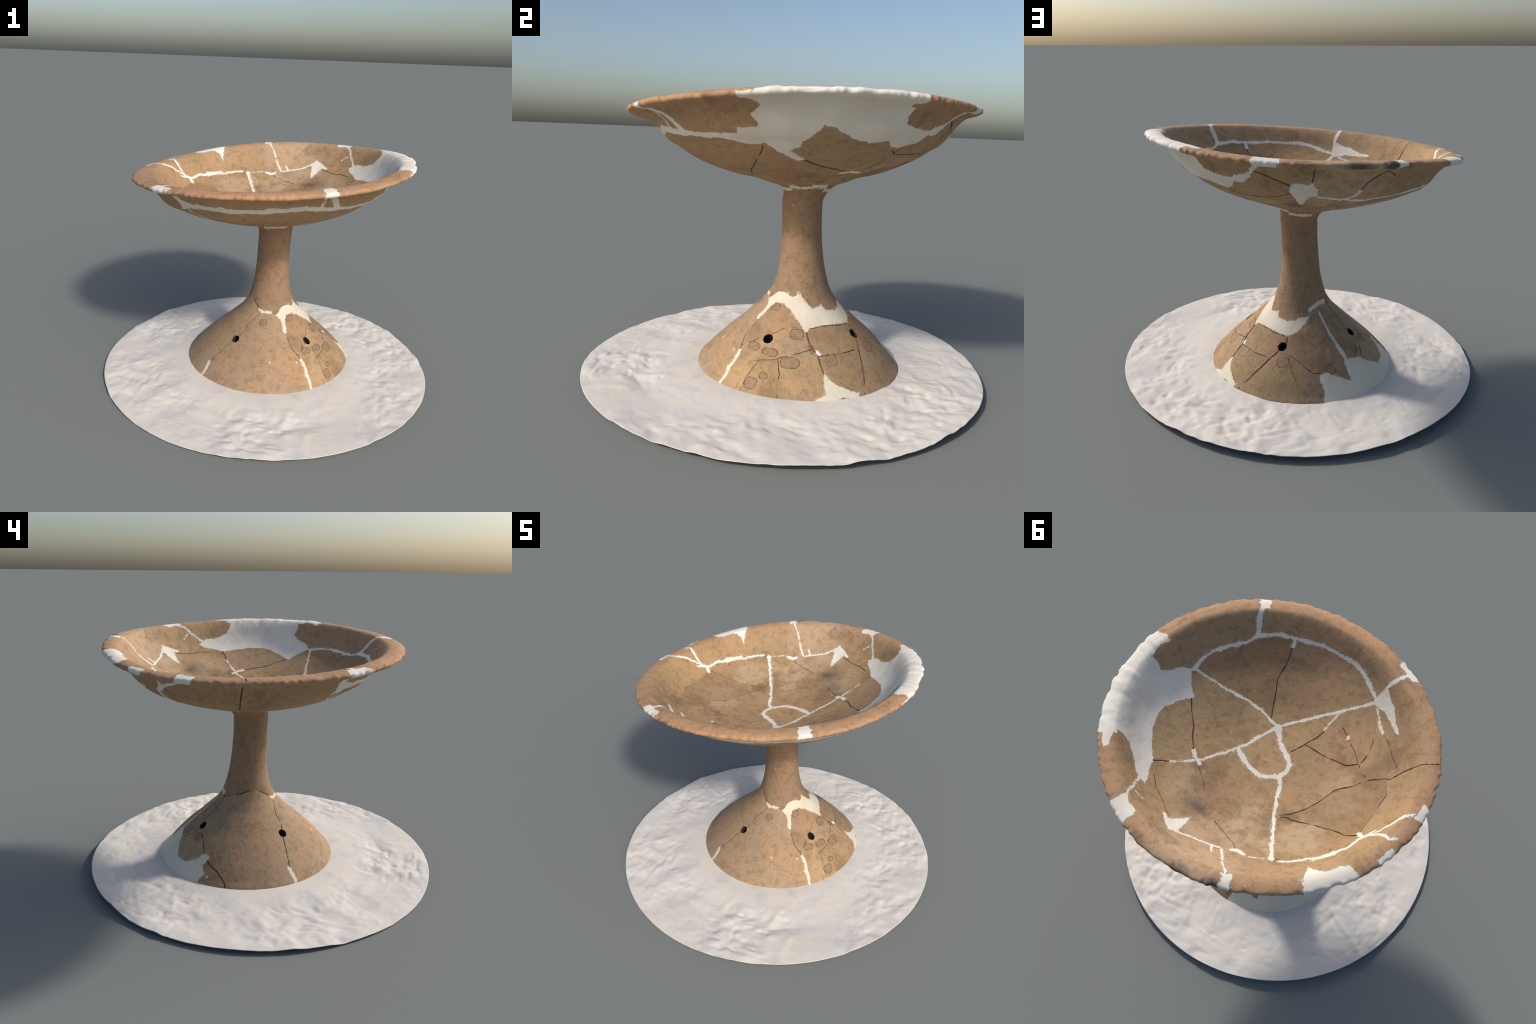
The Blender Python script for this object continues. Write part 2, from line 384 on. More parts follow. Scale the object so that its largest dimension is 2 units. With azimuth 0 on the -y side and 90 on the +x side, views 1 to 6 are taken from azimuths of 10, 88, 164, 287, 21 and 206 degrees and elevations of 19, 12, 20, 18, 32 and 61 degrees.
def line_field(Q, place, seams, far=.03, gain=1.0):
    """Distance to a set of lines minus their half width (uneven along the way)."""
    f = np.full(len(Q), far)
    vary = np.clip(.9 + .4 * noise(Q, 28, 11), .72, 1.4) * gain
    for w, pts in seams.values():
        L = lay(pts, place)
        m = far + w
        idx = np.nonzero(((Q > L.min(0) - m) & (Q < L.max(0) + m)).all(1))[0]
        if not len(idx):
            continue
        q = Q[idx]
        best = np.full(len(idx), 9.0)
        for k in range(len(L) - 1):
            A, B = L[k], L[k + 1]
            near = np.nonzero(((q - (A + B) / 2) ** 2).sum(1) < (m + np.linalg.norm(B - A)) ** 2)[0]
            if not len(near):
                continue
            v = B - A
            t = np.clip(((q[near] - A) @ v) / (v @ v), 0, 1)
            best[near] = np.minimum(best[near], np.linalg.norm(q[near] - A - t[:, None] * v, axis=1))
        f[idx] = np.minimum(f[idx], best - w * vary[idx])
    return f


def patch_field(Q, uv, place, patches, far=.03, wrap=None):
    """Signed distance to closed outlines: inside test in plan, distance in space."""
    f = np.full(len(Q), far)
    for name, pts in patches.items():
        pts = np.asarray(pts, float)
        ring = np.vstack([pts, pts[:1]])
        d = np.minimum(line_field(Q, place, {name: (0, ring)}, far), far)
        x, y = uv[:, 0], uv[:, 1]
        if wrap:
            m = pts[:, 0].mean()
            x = (x - m + wrap / 2) % wrap + m - wrap / 2
        inside = np.zeros(len(Q), bool)
        for (x0, y0), (x1, y1) in zip(ring[:-1], ring[1:]):
            if y0 != y1:
                inside ^= ((y0 > y) != (y1 > y)) & (x < (x1 - x0) * (y - y0) / (y1 - y0) + x0)
        f = np.minimum(f, np.where(inside, -d, d))
    return f


def fields(P, S, SEC):
    """Three signed fields on skin points: open gap, plaster, residue mark (negative inside)."""
    far = .03
    W = P + .0032 * np.stack([noise(P, 22, s) for s in (21, 22, 23)], -1) + .0013 * np.stack([noise(P, 85, s) for s in (24, 25, 26)], -1)
    rag = .0030 * noise(P, 75, 29) + .0026 * noise(P, 130, 27) + .0018 * noise(P, 260, 28)
    crack, plaster, mark, hole = (np.full(len(P), far) for _ in range(4))
    inner, under, ped = (SEC >= 1.5) & (S >= -.002), (SEC >= .5) & (S < .002), SEC < .999
    for sel, place, seams, patches, cracks in ((inner, on_inside, INSIDE_SEAMS, INSIDE_PATCHES, INSIDE_CRACKS),
                                               (under, on_underside, UNDER_SEAMS, UNDER_PATCHES, UNDER_CRACKS)):
        k = np.nonzero(sel)[0]
        if len(k):
            plaster[k] = np.minimum(line_field(W[k], place, seams, gain=1.02 if place is on_inside else 1.15), patch_field(W[k], W[k, :2], place, patches))
            crack[k] = line_field(W[k], place, cracks, gain=1.9)
    k = np.nonzero((SEC > .5) & (np.abs(S) < .16))[0]
    if len(k):
        deg = np.degrees(np.arctan2(W[k, 1] - RIM_C[1], W[k, 0] - RIM_C[0]))
        s = S[k] + (W[k, 2] - P[k, 2])
        for lo, hi, inward, down in LIP_FILLS:
            off = np.abs((deg - (lo + hi) / 2 + 180) % 360 - 180)
            a_ = (off - (hi - lo) / 2) * math.pi / 180 * .8 + .009 * noise(P[k], 26, 33) + .006 * noise(P[k], 60, 34)
            b_ = np.maximum(s - inward, -s - down) + .010 * noise(P[k], 22, 35)
            plaster[k] = np.minimum(plaster[k], np.maximum(a_, b_))
    k = np.nonzero(ped)[0]
    if len(k):
        cx, cy = axis_at(W[k, 2])
        az = np.c_[np.degrees(np.arctan2(W[k, 1] - cy, W[k, 0] - cx)) % 360, W[k, 2]]
        pl = np.minimum(line_field(W[k], on_foot, FOOT_SEAMS, gain=1.15), patch_field(W[k], az, on_foot, FOOT_PATCHES, wrap=360))
        # thin mortar round the joint of stem and bowl
        joint = [(-124, -88, .911, .008), (-90, -38, .909, .0035), (-40, 16, .921, .0045), (14, 50, .930, .0075), (48, 104, .914, .008)]
        for lo, hi, z, w in joint:
            off = np.abs((az[:, 0] - (lo + hi) / 2 + 180) % 360 - 180)
            pl = np.minimum(pl, np.maximum(np.abs(az[:, 1] - z - .006 * np.cos(np.radians(az[:, 0])) - .005 * noise(P[k], 18, 38)) - w, (off - (hi - lo) / 2) * .002))
        plaster[k] = np.minimum(plaster[k], pl)
        crack[k] = np.minimum(crack[k], line_field(W[k], on_foot, FOOT_CRACKS, gain=1.45))
        for h in HOLES:
            c_ = on_foot([h])[0]
            hole[k] = np.minimum(hole[k], np.linalg.norm(P[k] - c_, axis=1) - .0250 - .002 * noise(P[k], 30, 31))
        for t, z, a_, b_ in MARKS:
            c_ = on_foot([(t, z)])[0]
            e1 = unit(on_foot([(t + 1, z)])[0] - c_)
            e2 = unit(on_foot([(t, z + .005)])[0] - c_)
            dlt = W[k] - c_
            a_, b_ = 1.3 * a_, 1.3 * b_
            u, v = np.abs(dlt @ e1) / a_, np.abs(dlt @ e2) / b_
            m_ = ((u**2.8 + v**2.8) ** (1 / 2.8) - 1) * min(a_, b_)
            mark[k] = np.minimum(mark[k], np.where(np.linalg.norm(dlt, axis=1) < .09, m_, far))
    plaster = np.clip(plaster + rag, -far, far)
    gap = np.minimum(np.maximum(crack, -plaster - .003), hole)
    cx, cy = axis_at(np.minimum(P[:, 2], 1.0))
    collar = P[:, 2] - np.interp(np.degrees(np.arctan2(P[:, 1] - cy, P[:, 0] - cx)) % 360, *np.array(COLLAR).T)
    smear = plaster - .0045 - .0075 * noise(P, 55, 36) - .004 * noise(P, 150, 37)
    return np.stack([gap, plaster, np.clip(mark + .6 * rag, -far, far), np.clip(smear, -far, far), np.clip(collar, -far, far)], -1)


# ------------------------------------------------------------------ refine and cut the skin
class Skin:
    def __init__(self, P, N, S, SEC, T):
        self.P, self.N, self.S, self.SEC, self.T = P, N, S, SEC.astype(float), T
        self.F = fields(P, S, self.SEC)

    def _edges(self):
        e = np.sort(np.concatenate([self.T[:, [0, 1]], self.T[:, [1, 2]], self.T[:, [2, 0]]]), 1)
        key = e[:, 0].astype(np.int64) * len(self.P) + e[:, 1]
        _, first, inv = np.unique(key, return_index=True, return_inverse=True)
        return e[first], inv.reshape(3, -1).T

    def refine(self, shortest):
        e, te = self._edges()
        L = np.linalg.norm(self.P[e[:, 0]] - self.P[e[:, 1]], axis=1)
        near = np.minimum(np.abs(self.F[e[:, 0], :3]), np.abs(self.F[e[:, 1], :3])) < .75 * L[:, None]
        split = near.any(1) & (L > shortest)
        new = np.full(len(e), -1)
        new[split] = len(self.P) + np.arange(split.sum())
        a, b = e[split].T
        P_, S_, C_ = (self.P[a] + self.P[b]) / 2, (self.S[a] + self.S[b]) / 2, np.maximum(self.SEC[a], self.SEC[b])
        C_ = np.where((np.minimum(self.SEC[a], self.SEC[b]) == 0) & (C_ > 0), .75, C_)
        self.P, self.N = np.vstack([self.P, P_]), np.vstack([self.N, unit(self.N[a] + self.N[b])])
        self.S, self.SEC = np.r_[self.S, S_], np.r_[self.SEC, C_]
        self.F = np.vstack([self.F, fields(P_, S_, C_)])
        t, m = self.T, new[te]
        n = (m >= 0).sum(1)
        out = [t[n == 0]]
        one = n == 1
        for k in range(3):
            s = one & (m[:, k] >= 0)
            A, B, C, M = t[s, k], t[s, (k + 1) % 3], t[s, (k + 2) % 3], m[s, k]
            out += [np.c_[A, M, C], np.c_[M, B, C]]
            s = (n == 2) & (m[:, k] < 0)
            A, B, C, M1, M2 = t[s, k], t[s, (k + 1) % 3], t[s, (k + 2) % 3], m[s, (k + 1) % 3], m[s, (k + 2) % 3]
            out += [np.c_[A, B, M1], np.c_[A, M1, M2], np.c_[M2, M1, C]]
        s = n == 3
        A, B, C = t[s].T
        X, Y, Z = m[s].T
        out += [np.c_[A, X, Z], np.c_[X, B, Y], np.c_[Z, Y, C], np.c_[X, Y, Z]]
        self.T = np.concatenate(out)

    def cut(self, k):
        """Split triangles along the zero line of field k."""
        f = self.F[:, k].copy()
        f[np.abs(f) < 2e-5] = 2e-5
        self.F[:, k] = f
        e, te = self._edges()
        fa, fb = f[e[:, 0]], f[e[:, 1]]
        x = fa * fb < 0
        new = np.full(len(e), -1)
        new[x] = len(self.P) + np.arange(x.sum())
        a, b = e[x].T
        w = (fa[x] / (fa[x] - fb[x]))[:, None]
        mix = lambda v: v[a] * (1 - w) + v[b] * w
        F_ = mix(self.F)
        F_[:, k] = 0
        s_, c_ = mix(self.S[:, None])[:, 0], np.maximum(self.SEC[a], self.SEC[b])
        self.P, self.N, self.F = np.vstack([self.P, mix(self.P)]), np.vstack([self.N, unit(mix(self.N))]), np.vstack([self.F, F_])
        self.S, self.SEC = np.r_[self.S, s_], np.r_[self.SEC, c_]
        t, m = self.T, new[te]
        n = (m >= 0).sum(1)
        out = [t[n == 0]]
        for q in range(3):
            s = (n == 2) & (m[:, q] < 0)
            A, B, C, M1, M2 = t[s, q], t[s, (q + 1) % 3], t[s, (q + 2) % 3], m[s, (q + 1) % 3], m[s, (q + 2) % 3]
            out += [np.c_[A, B, M1], np.c_[A, M1, M2], np.c_[M2, M1, C]]
        self.T = np.concatenate(out)


skin = Skin(P, N, S, SEC, T)
for shortest in (.0045, .0026, .0017):
    skin.refine(shortest)
for k in range(5):
    skin.cut(k)
fmean = skin.F[skin.T]
pick = lambda k: np.take_along_axis(fmean[:, :, k], np.abs(fmean[:, :, k]).argmax(1)[:, None], 1)[:, 0]
gap_t, plaster_t, mark_t, smear_t, foot_t = (pick(k) < 0 for k in range(5))
KIND = np.where(gap_t, -1, np.where(plaster_t, 1, np.where(mark_t, 2, np.where(smear_t, 3, 0))))     # open, clay, plaster, mark, clay smeared with plaster
IN_BOWL = skin.S[skin.T].mean(1) > arc[np.nonzero(sec_ring == 0)[0][-1]]


def components(T, n):
    """Label of the connected piece of every triangle."""
    lab = np.arange(n)
    e = np.concatenate([T[:, [0, 1]], T[:, [1, 2]]])
    while True:
        m = np.minimum(lab[e[:, 0]], lab[e[:, 1]])
        new = lab.copy()
        np.minimum.at(new, e[:, 0], m)
        np.minimum.at(new, e[:, 1], m)
        new = new[new]
        new = new[new]
        if (new == lab).all():
            return lab[T[:, 0]]
        lab = new


# ------------------------------------------------------------------ materials
class Nodes:
    def __init__(self, name):
        self.m = bpy.data.materials.new(name)
        self.m.use_nodes = True
        self.t = self.m.node_tree
        self.bsdf = self.t.nodes["Principled BSDF"]
        self.co = self.t.nodes.new("ShaderNodeTexCoord").outputs["Object"]

    def put(self, kind, **inputs):
        n = self.t.nodes.new(kind)
        for k, v in inputs.items():
            if hasattr(v, "is_output"):
                self.t.links.new(v, n.inputs[k])
            else:
                n.inputs[k].default_value = v
        return n

    def noise(self, scale, detail=3.0, rough=.55, distort=0.0, co=None):
        return self.put("ShaderNodeTexNoise", Vector=co or self.co, Scale=scale, Detail=detail, Roughness=rough, Distortion=distort).outputs["Fac"]

    def step(self, v, lo, hi):
        r = self.put("ShaderNodeMapRange", Value=v)
        r.interpolation_type = "SMOOTHSTEP"
        r.inputs["From Min"].default_value, r.inputs["From Max"].default_value = lo, hi
        return r.outputs["Result"]

    def math(self, op, a, b=0.0):
        n = self.t.nodes.new("ShaderNodeMath")
        n.operation = op
        for s, v in zip(n.inputs, (a, b)):
            if hasattr(v, "is_output"):
                self.t.links.new(v, s)
            else:
                s.default_value = v
        return n.outputs[0]

    def mix(self, fac, a, b, how="MIX"):
        n = self.t.nodes.new("ShaderNodeMix")
        n.data_type, n.blend_type = "RGBA", how
        for s, v in ((n.inputs[0], fac), (n.inputs[6], a), (n.inputs[7], b)):
            if hasattr(v, "is_output"):
                self.t.links.new(v, s)
            else:
                s.default_value = (*v, 1) if isinstance(v, tuple) else v
        return n.outputs[2]

    def stretch(self, x, y, z):
        return self.put("ShaderNodeMapping", Vector=self.co, Scale=(x, y, z)).outputs[0]

    def ball(self, centre, inner, outer):
        """1 near a point, fading to 0; the edge is broken up by noise."""
        n = self.t.nodes.new("ShaderNodeVectorMath")
        n.operation = "DISTANCE"
        self.t.links.new(self.co, n.inputs[0])
        n.inputs[1].default_value = centre
        d = self.math("ADD", n.outputs["Value"], self.math("MULTIPLY", self.math("SUBTRACT", self.noise(10, 6, .65, .5), .5), outer * 2.2))
        return self.step(d, outer, inner)

    def finish(self, colour, rough, bumps):
        self.t.links.new(colour, self.bsdf.inputs["Base Color"])
        self.bsdf.inputs["Roughness"].default_value = rough
        self.bsdf.inputs["Specular IOR Level"].default_value = .25
        last = None
        for h, strength, dist in bumps:
            b = self.put("ShaderNodeBump", Height=h, Strength=strength, Distance=dist)
            if last:
                self.t.links.new(last, b.inputs["Normal"])
            last = b.outputs["Normal"]
        if last:
            self.t.links.new(last, self.bsdf.inputs["Normal"])
        return self.m


def clay(name, base, warm, olive, dark, speck=.5, blots=(), rim=None):
    n = Nodes(name)
    c = n.mix(n.step(n.noise(4, 5, .6), .42, .60), base, warm)
    c = n.mix(n.math("MULTIPLY", n.step(n.noise(8, 5, .65, .6), .50, .64), .8), c, olive)
    if rim:                                              # warmer, redder clay towards the lip
        d = n.put("ShaderNodeVectorMath", Vector=n.stretch(1, 1, 0))
        d.operation = "DISTANCE"
        d.inputs[1].default_value = (*RIM_C, 0)
        far = n.math("ADD", d.outputs["Value"], n.math("MULTIPLY", n.math("SUBTRACT", n.noise(9, 5, .6), .5), .10))
        c = n.mix(n.math("MULTIPLY", n.step(far, .705, .775), .85), c, rim)
    for centre, r0, r1, amount, col in blots:
        c = n.mix(n.math("MULTIPLY", n.ball(centre, r0, r1), amount), c, col)
    c = n.mix(n.math("MULTIPLY", n.step(n.noise(26, 5, .7), .48, .64), .6), c, n.mix(1.0, c, (.66, .62, .58), "MULTIPLY"))
    c = n.mix(n.math("MULTIPLY", n.step(n.noise(70, 4, .65), .52, .68), .35), c, n.mix(1.0, c, (1.30, 1.30, 1.32), "MULTIPLY"))
    # dirt in blotches, then small dark grits and rare pale ones
    c = n.mix(n.math("MULTIPLY", n.step(n.noise(3.0, 6, .7, .8), .52, .66), .7), c, dark)
    grit = n.put("ShaderNodeTexVoronoi", Vector=n.co, Scale=70.0, Randomness=1.0)
    many = n.step(n.put("ShaderNodeTexWhiteNoise", Vector=grit.outputs["Position"]).outputs["Value"], .55, .95)
    size = n.math("MULTIPLY", n.step(grit.outputs["Distance"], .30, .12), n.math("MULTIPLY", many, speck))
    c = n.mix(size, c, n.mix(1.0, c, (.36, .34, .30), "MULTIPLY"))
    pale = n.put("ShaderNodeTexVoronoi", Vector=n.stretch(1.1, .9, 1.05), Scale=45.0, Randomness=1.0)
    few = n.step(n.put("ShaderNodeTexWhiteNoise", Vector=pale.outputs["Position"]).outputs["Value"], .965, .985)
    c = n.mix(n.math("MULTIPLY", n.step(pale.outputs["Distance"], .22, .08), n.math("MULTIPLY", few, .6)), c, (.70, .60, .48))
    # each sherd fired a little differently
    tint = n.t.nodes.new("ShaderNodeAttribute")
    tint.attribute_type, tint.attribute_name = "OBJECT", '["tint"]'
    c = n.mix(n.step(tint.outputs["Fac"], .5, 1), c, n.mix(1.0, c, (.76, .72, .66), "MULTIPLY"))
    c = n.mix(n.step(tint.outputs["Fac"], .5, 0), c, n.mix(1.0, c, (1.16, 1.18, 1.12), "MULTIPLY"))
    return n.finish(c, .82, [(n.noise(45, 5, .65), .45, .004), (n.noise(190, 3, .6), .3, .0012), (size, -.4, .002)])


def plaster_material(name, base, shade):
    n = Nodes(name)
    c = n.mix(n.step(n.noise(7, 4), .35, .7), base, shade)
    c = n.mix(n.math("MULTIPLY", n.step(n.noise(60, 4, .7), .5, .75), .35), c, tuple(v * .82 for v in shade))
    c = n.mix(n.math("MULTIPLY", n.step(n.noise(120, 3, .7), .63, .75), .3), c, (.42, .30, .20))
    return n.finish(c, .9, [(n.noise(30, 5, .6), .4, .004), (n.noise(160, 3), .25, .001)])


PALE_BEIGE, BROWN, SOOT, GREY_BROWN = (.53, .385, .240), (.235, .145, .075), (.095, .076, .060), (.27, .195, .125)
CLAY_BOWL = clay("bowl_clay", (.385, .254, .140), (.430, .268, .145), (.365, .250, .116), (.225, .142, .078), .5, rim=(.46, .268, .145), blots=[
    ((-.30, .43, 1.05), .06, .17, .75, PALE_BEIGE), ((-.08, .47, 1.04), .06, .18, .75, PALE_BEIGE), ((.30, .42, 1.05), .05, .17, .45, PALE_BEIGE),
    ((-.42, .12, 1.02), .05, .17, .35, PALE_BEIGE), ((.10, .58, 1.08), .03, .12, .5, PALE_BEIGE), ((.02, .77, 1.2), .10, .30, .7, (.50, .345, .225)), ((.0, -.76, 1.24), .10, .45, .6, (.55, .30, .155)),
    ((.165, .494, 1.075), .02, .10, .85, SOOT), ((.19, .42, 1.04), .03, .14, .5, GREY_BROWN), ((.196, .343, 1.02), .03, .11, .55, BROWN), ((.056, .431, 1.03), .03, .10, .5, BROWN),
    ((-.215, .315, 1.02), .02, .065, .75, BROWN), ((.05, -.30, 1.06), .06, .22, .35, BROWN), ((.30, -.05, 1.02), .05, .16, .35, BROWN),
    ((.02, .885, 1.275), .02, .085, .75, (.05, .046, .042)), ((-.16, .875, 1.265), .02, .10, .8, (.05, .046, .042)), ((.25, .83, 1.28), .02, .07, .6, (.07, .06, .05))])
CLAY_FOOT = clay("foot_clay", (.368, .252, .160), (.415, .258, .146), (.350, .250, .140), (.255, .165, .098), .9, blots=[
    ((.42, -.12, .14), .08, .24, .75, (.440, .300, .152)), ((.36, .22, .17), .06, .2, .5, (.395, .272, .140)),
    ((.05, -.33, .09), .02, .05, .6, (.27, .155, .085)), ((.0, -.30, .16), .03, .10, .35, (.31, .245, .165)), ((.10, -.36, .06), .04, .13, .5, (.40, .275, .19)),
    ((.25, .46, .09), .05, .16, .5, (.31, .225, .118)), ((-.38, .0, .15), .05, .2, .5, (.37, .225, .125))])
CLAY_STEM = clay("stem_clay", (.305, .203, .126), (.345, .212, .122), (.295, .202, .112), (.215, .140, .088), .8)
SMEARED = Nodes("plaster_smeared_clay")
_s = SMEARED
_c = _s.mix(_s.step(_s.noise(9, 4), .4, .6), (.38, .265, .160), (.33, .225, .130))
_c = _s.mix(_s.math("MULTIPLY", _s.step(_s.noise(120, 4, .7), .38, .66), .55), _c, (.66, .575, .455))
SMEARED = _s.finish(_c, .85, [(_s.noise(60, 4), .4, .003)])
CLAY_CORE = Nodes("fracture_clay")
CLAY_CORE = CLAY_CORE.finish(CLAY_CORE.mix(CLAY_CORE.noise(40), (.14, .084, .046), (.22, .136, .078)), .95, [])
PLASTER = plaster_material("plaster_white", (.80, .745, .645), (.73, .665, .55))
PLASTER_CREAM = plaster_material("plaster_cream", (.72, .655, .525), (.66, .59, .46))
RESIDUE = Nodes("residue_brown")
_r = RESIDUE
_c = _r.mix(_r.step(_r.noise(60, 4, .7), .35, .65), (.245, .153, .088), (.325, .208, .120))
_c = _r.mix(_r.math("MULTIPLY", _r.step(_r.noise(150, 3, .6, 1.0), .56, .68), .55), _c, (.47, .345, .235))
RESIDUE = _r.finish(_c, .6, [(_r.noise(110, 4), .6, .004)])
OUTLINE = Nodes("residue_outline")
OUTLINE = OUTLINE.finish(OUTLINE.mix(OUTLINE.step(OUTLINE.noise(70, 4), .4, .65), (.165, .100, .058), (.24, .152, .090)), .7, [(OUTLINE.noise(110, 4), .5, .003)])
DARK = Nodes("hole_painted_shadow")
DARK = DARK.finish(DARK.mix(DARK.noise(30), (.018, .016, .015), (.030, .025, .021)), .95, [])  # clay colour darkened far below the foot's to give the holes unlit depth


def sheet_material():
    n = Nodes("sheet_white")
    c = n.mix(n.step(n.noise(4, 4), .35, .68), (.700, .648, .580), (.660, .622, .575))
    c = n.mix(n.math("MULTIPLY", n.step(n.noise(8, 5, .65, .5), .48, .66), .75), c, (.725, .655, .555))
    c = n.mix(n.math("MULTIPLY", n.step(n.noise(6, 5, .6, .8), .52, .68), .65), c, (.56, .545, .545))
    return n.finish(c, .9, [(n.noise(20, 4), .25, .006)])


SHEET = sheet_material()


# ------------------------------------------------------------------ objects
def make(name, verts, faces, materials, normals=None, mat_index=None, parent=None, stuff=False):
    me = bpy.data.meshes.new(name)
    verts, faces = np.asarray(verts, np.float32), np.asarray(faces, np.int32)
    k = faces.shape[1]
    me.vertices.add(len(verts))
    me.vertices.foreach_set("co", verts.ravel())
    me.loops.add(faces.size)
    me.loops.foreach_set("vertex_index", faces.ravel())
    me.polygons.add(len(faces))
    me.polygons.foreach_set("loop_start", np.arange(0, faces.size, k, dtype=np.int32))
    me.polygons.foreach_set("use_smooth", np.ones(len(faces), bool))
    for m in materials:
        me.materials.append(m)
    if mat_index is not None:
        me.polygons.foreach_set("material_index", np.asarray(mat_index, np.int32))
    me.update(calc_edges=True)
    if normals is not None:
        me.normals_split_custom_set_from_vertices(np.asarray(normals, np.float32).tolist())
    ob = bpy.data.objects.new(name, me)
    bpy.context.scene.collection.objects.link(ob)
    if parent is not None:
        ob.parent = parent
    if stuff:
        ob["kind"] = "stuff"
    return ob


def skin_piece(name, tri, materials, mat_index=None, parent=None, stuff=False, wall=.006):
    """An object from skin triangles, with a short fracture wall where the piece borders an open joint."""
    used, t = np.unique(tri, return_inverse=True)
    t = t.reshape(-1, 3)
    V, Nn = skin.P[used], skin.N[used]
    open_v = skin.F[used, 0] == 0
    e = np.concatenate([t[:, [0, 1]], t[:, [1, 2]], t[:, [2, 0]]])
    es = np.sort(e, 1)
    key = es[:, 0].astype(np.int64) * len(used) + es[:, 1]
    _, inv, cnt = np.unique(key, return_inverse=True, return_counts=True)
    b = e[(cnt[inv] == 1) & open_v[e[:, 0]] & open_v[e[:, 1]]]
    mi = np.zeros(len(t), int) if mat_index is None else np.asarray(mat_index)
    if len(b):
        ids = np.unique(b)
        low = np.full(len(used), -1)
        low[ids] = len(used) + np.arange(len(ids))
        V, Nn = np.vstack([V, V[ids] - Nn[ids] * wall]), np.vstack([Nn, Nn[ids]])
        A, B = b.T
        t = np.vstack([t, np.c_[B, A, low[A]], np.c_[B, low[A], low[B]]])
        mi = np.r_[mi, np.zeros(2 * len(b), int)]
    return make(name, V, t, materials, Nn, mi, parent, stuff)


thing = bpy.data.objects.new("pedestal_bowl", None)
bpy.context.scene.collection.objects.link(thing)
thing["label"] = "mended tan pottery pedestal bowl with white plaster fills on crumpled sheet"
thing["category"] = "pottery bowl"

# solid bodies just under the skin: seen only at the bottom of open joints
INSET = .0045
Pc = P - N * INSET
quads = np.c_[a, b, d, c]
ring_of = quads.min(1) // NT
first_bowl = np.nonzero(sec_ring > 0)[0][0] - 1
split_ring = int(np.argmin(np.abs(np.array([r[0][:, 2].mean() for r in R[:first_bowl]]) - .41)))
hole_v = np.full(len(P), 9.0)
for h in HOLES:
    hole_v = np.minimum(hole_v, np.linalg.norm(P - on_foot([h])[0], axis=1))


def core(name, sel):
    q = quads[sel]
    used, f = np.unique(q, return_inverse=True)
    return make(name, Pc[used], f.reshape(-1, 4), [CLAY_CORE], N[used], None, thing)


shut = (hole_v[quads] > .030).all(1)
bowl = core("bowl", ring_of >= first_bowl)
foot = core("foot", (ring_of < split_ring) & shut)

rng = np.random.default_rng(7)


def area(t):
    return np.linalg.norm(np.cross(skin.P[t[:, 1]] - skin.P[t[:, 0]], skin.P[t[:, 2]] - skin.P[t[:, 0]]), axis=1) / 2


def sherds(t):
    """Split clay triangles into sherds: pieces that the joints part, small leaks between joints closed."""
    joint = np.minimum(skin.F[:, 0], skin.F[:, 1])
    inner = joint[t].mean(1) > .012
    lab = np.full(len(t), -1)
    lab[inner] = components(t[inner], len(skin.P))
    ids, inv = np.unique(lab, return_inverse=True)
    big = np.bincount(inv, area(t)) > .004
    lab = np.where(big[inv] & (lab >= 0), lab, -1)
    for _ in range(200):
        v = np.full(len(skin.P), -1)
        known = lab >= 0
        v[t[known].ravel()] = np.repeat(lab[known], 3)
        new = np.where(known, lab, v[t].max(1))
        if (new == lab).all():
            break
        lab = new
    return lab


# clay: the stem is one piece; foot and bowl fall into the sherds between their seams
clay_of = lambda sel: skin.T[(KIND == 0) & sel]
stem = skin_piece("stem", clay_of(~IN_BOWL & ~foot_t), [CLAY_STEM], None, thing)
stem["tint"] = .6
for part, in_part, sel in ((foot, ~IN_BOWL, ~IN_BOWL & foot_t), (bowl, IN_BOWL, IN_BOWL)):
    material = CLAY_BOWL if part is bowl else CLAY_FOOT
    t = clay_of(sel)
    lab = sherds(t)
    for o in np.unique(lab[lab >= 0]):
        ob = skin_piece("sherd", t[lab == o], [material], None, part)
        ob["tint"] = float(rng.uniform(.2, .8))
    if (lab < 0).any():
        ob = skin_piece("sherd_fragment", t[lab < 0], [material], None, part, True)
        ob["tint"] = .5
    t = skin.T[(KIND == 1) & in_part]
    lab = components(t, len(skin.P))
    ids, inv = np.unique(lab, return_inverse=True)
    total = np.bincount(inv, area(t))
    small = []
    for o in np.argsort(-total):
        if total[o] < .0004:
            small.append(t[inv == o])
        else:
            skin_piece("plaster_fill", t[inv == o], [PLASTER if part is bowl else PLASTER_CREAM], None, part)
    if small:
        skin_piece("plaster_speck", np.concatenate(small), [PLASTER], None, part, True)
    skin_piece("plaster_smear", skin.T[(KIND == 3) & in_part], [SMEARED], None, part, True)

# residue marks on the foot: brown blot with a darker outline
t = skin.T[KIND == 2]
lab = components(t, len(skin.P))
ids, inv = np.unique(lab, return_inverse=True)
total = np.bincount(inv, area(t))
small = []
for o in np.argsort(-total):
    tri = t[inv == o]
    if total[o] < .0002:
        small.append(tri)
        continue
    rim_band = (skin.F[tri, 2].mean(1) > -.0045).astype(int)
    skin_piece("residue_mark", tri, [RESIDUE, OUTLINE], rim_band, foot)
if small:
    skin_piece("residue_speck", np.concatenate(small), [OUTLINE], None, foot, True)

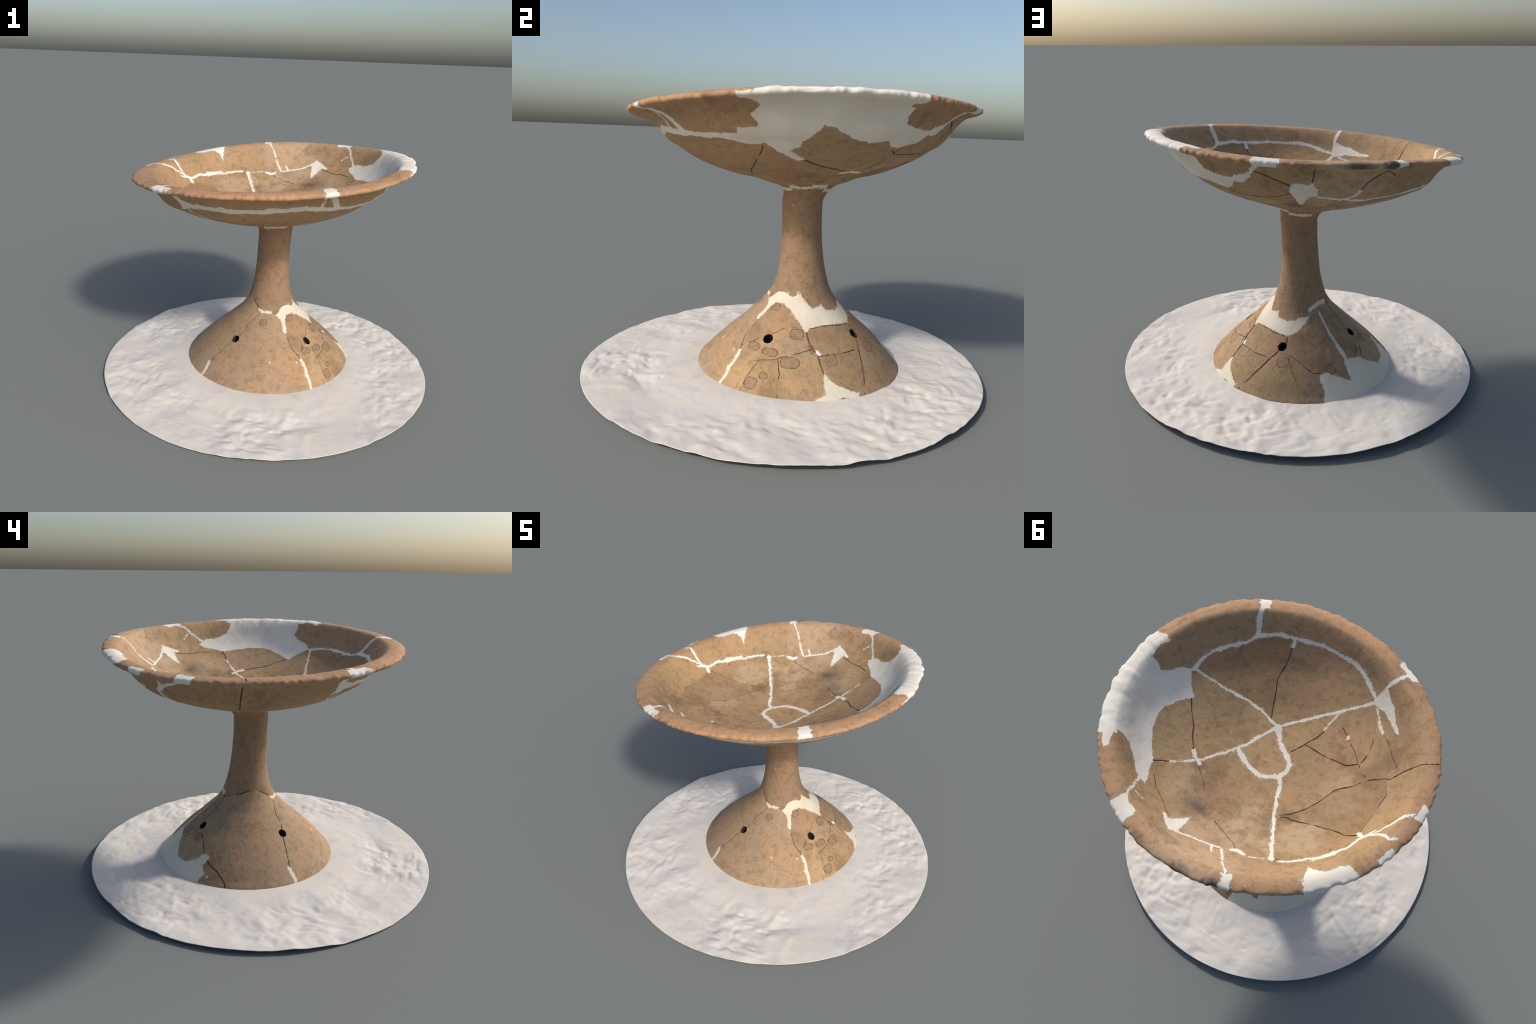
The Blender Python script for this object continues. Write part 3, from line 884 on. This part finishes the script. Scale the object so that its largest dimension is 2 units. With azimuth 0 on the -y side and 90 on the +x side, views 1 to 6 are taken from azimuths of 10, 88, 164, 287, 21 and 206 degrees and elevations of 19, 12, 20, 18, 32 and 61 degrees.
# pierced holes: closed cups in the foot wall, their inner shadow painted near black
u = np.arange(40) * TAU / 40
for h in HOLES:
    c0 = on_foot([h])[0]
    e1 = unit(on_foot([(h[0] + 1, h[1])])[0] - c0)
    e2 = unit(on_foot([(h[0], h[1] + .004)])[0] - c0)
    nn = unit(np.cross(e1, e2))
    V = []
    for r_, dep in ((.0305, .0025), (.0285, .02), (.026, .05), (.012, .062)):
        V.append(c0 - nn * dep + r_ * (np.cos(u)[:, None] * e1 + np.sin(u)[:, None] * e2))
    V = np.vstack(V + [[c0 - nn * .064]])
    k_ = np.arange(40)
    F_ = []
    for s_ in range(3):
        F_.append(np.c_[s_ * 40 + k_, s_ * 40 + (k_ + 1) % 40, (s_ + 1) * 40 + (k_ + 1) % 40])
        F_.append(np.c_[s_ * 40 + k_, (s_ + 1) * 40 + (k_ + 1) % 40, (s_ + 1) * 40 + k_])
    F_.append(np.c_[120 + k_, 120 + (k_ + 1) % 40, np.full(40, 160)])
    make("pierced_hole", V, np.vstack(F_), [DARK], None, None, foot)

# ------------------------------------------------------------------ the crumpled round sheet it stands on
ND, MR = 480, 150
th = np.arange(ND) * TAU / ND
rr = np.r_[np.linspace(.03, .46, 14), np.linspace(.46, 1, MR)[1:]]
EDGE_Z, EDGE_WAVES = .0255, [.0033, .013, 0, -.0049, .0016, -.0017, -.002, .0036, -.0007, -.0027, 0, .0002]
tt, rg = np.meshgrid(th, rr)
tt, rg = tt.ravel(), rg.ravel()
xy = np.c_[rg * np.cos(tt), rg * .9935 * np.sin(tt)]
q = np.c_[xy, np.zeros(len(xy))]
edge_z = EDGE_Z + waves(EDGE_WAVES, tt)
seat = .036 + .004 * np.cos(tt) + .0048 * np.sin(tt)
blend = np.clip((rg - .5) / .5, 0, 1)
z = seat * (1 - blend) + edge_z * blend - .009 * np.sin(math.pi * blend) ** 2
z += .005 * np.exp(-((xy[:, 0] + .55) ** 2 + (xy[:, 1] + .40) ** 2) / .2**2)
z -= .020 * np.exp(-((xy[:, 0] + .45) ** 2 + (xy[:, 1] - .62) ** 2) / .24**2)
warp = q + .05 * np.stack([noise(q, 6, 41), noise(q, 6, 42), 0 * rg], -1)
lumps = .50 * noise(warp, 8.5, 43) + .42 * noise(warp, 17, 44) + .17 * noise(warp, 36, 45)
pits = -np.clip(noise(warp, 24, 46) - .35, 0, 1) * .8
zone = np.clip((rg - .53) / .16, 0, 1) * np.clip(.62 + .75 * noise(q, 2.6, 47), .12, 1.15) * np.clip((1.10 - rg) / .16, .5, 1)
ridge = 1 - 2 * np.abs(noise(warp, 13, 49))
z = z + zone * (.0220 * lumps + .014 * pits + .0020 * ridge) + .0018 * noise(q, 5, 48) * blend
# one straight fold runs from the foot to the edge
f0, f1 = np.array([-.50, .333]), np.array([-.85, .555])
v = f1 - f0
s_ = np.clip(((xy - f0) @ v) / (v @ v), 0, 1.1)
z += .007 * np.exp(-(np.linalg.norm(xy - f0 - s_[:, None] * v, axis=1) / .016) ** 2) * np.clip(s_ * 4, 0, 1)
z = np.maximum(z, .0022 + .0015 * (1 + noise(q, 9, 50)))
top = np.c_[xy, z]
bot = np.c_[xy, np.maximum(z - .002, 0)]
n_ = len(top)
i2, j2 = np.meshgrid(np.arange(len(rr) - 1), np.arange(ND), indexing="ij")
A = (i2 * ND + j2).ravel()
B = (i2 * ND + (j2 + 1) % ND).ravel()
ft = np.c_[A, A + ND, B + ND, B]
rim = (len(rr) - 1) * ND + np.arange(ND)
rim2 = (len(rr) - 1) * ND + (np.arange(ND) + 1) % ND
hub, hub2 = np.arange(ND), (np.arange(ND) + 1) % ND
faces = np.vstack([ft, ft[:, ::-1] + n_, np.c_[rim, rim + n_, rim2 + n_, rim2], np.c_[hub, hub2, hub2 + n_, hub + n_]])
low = min(bot[:, 2].min(), 0)
top[:, 2] -= bot[:, 2].min()
bot[:, 2] -= bot[:, 2].min()
sheet = make("crumpled_sheet", np.vstack([top, bot]), faces, [SHEET], None, None, thing)
print("triangles:", len(skin.T), "sherds:", sum(o.name.startswith("sherd") for o in bpy.data.objects), "fills:", sum(o.name.startswith("plaster") for o in bpy.data.objects))
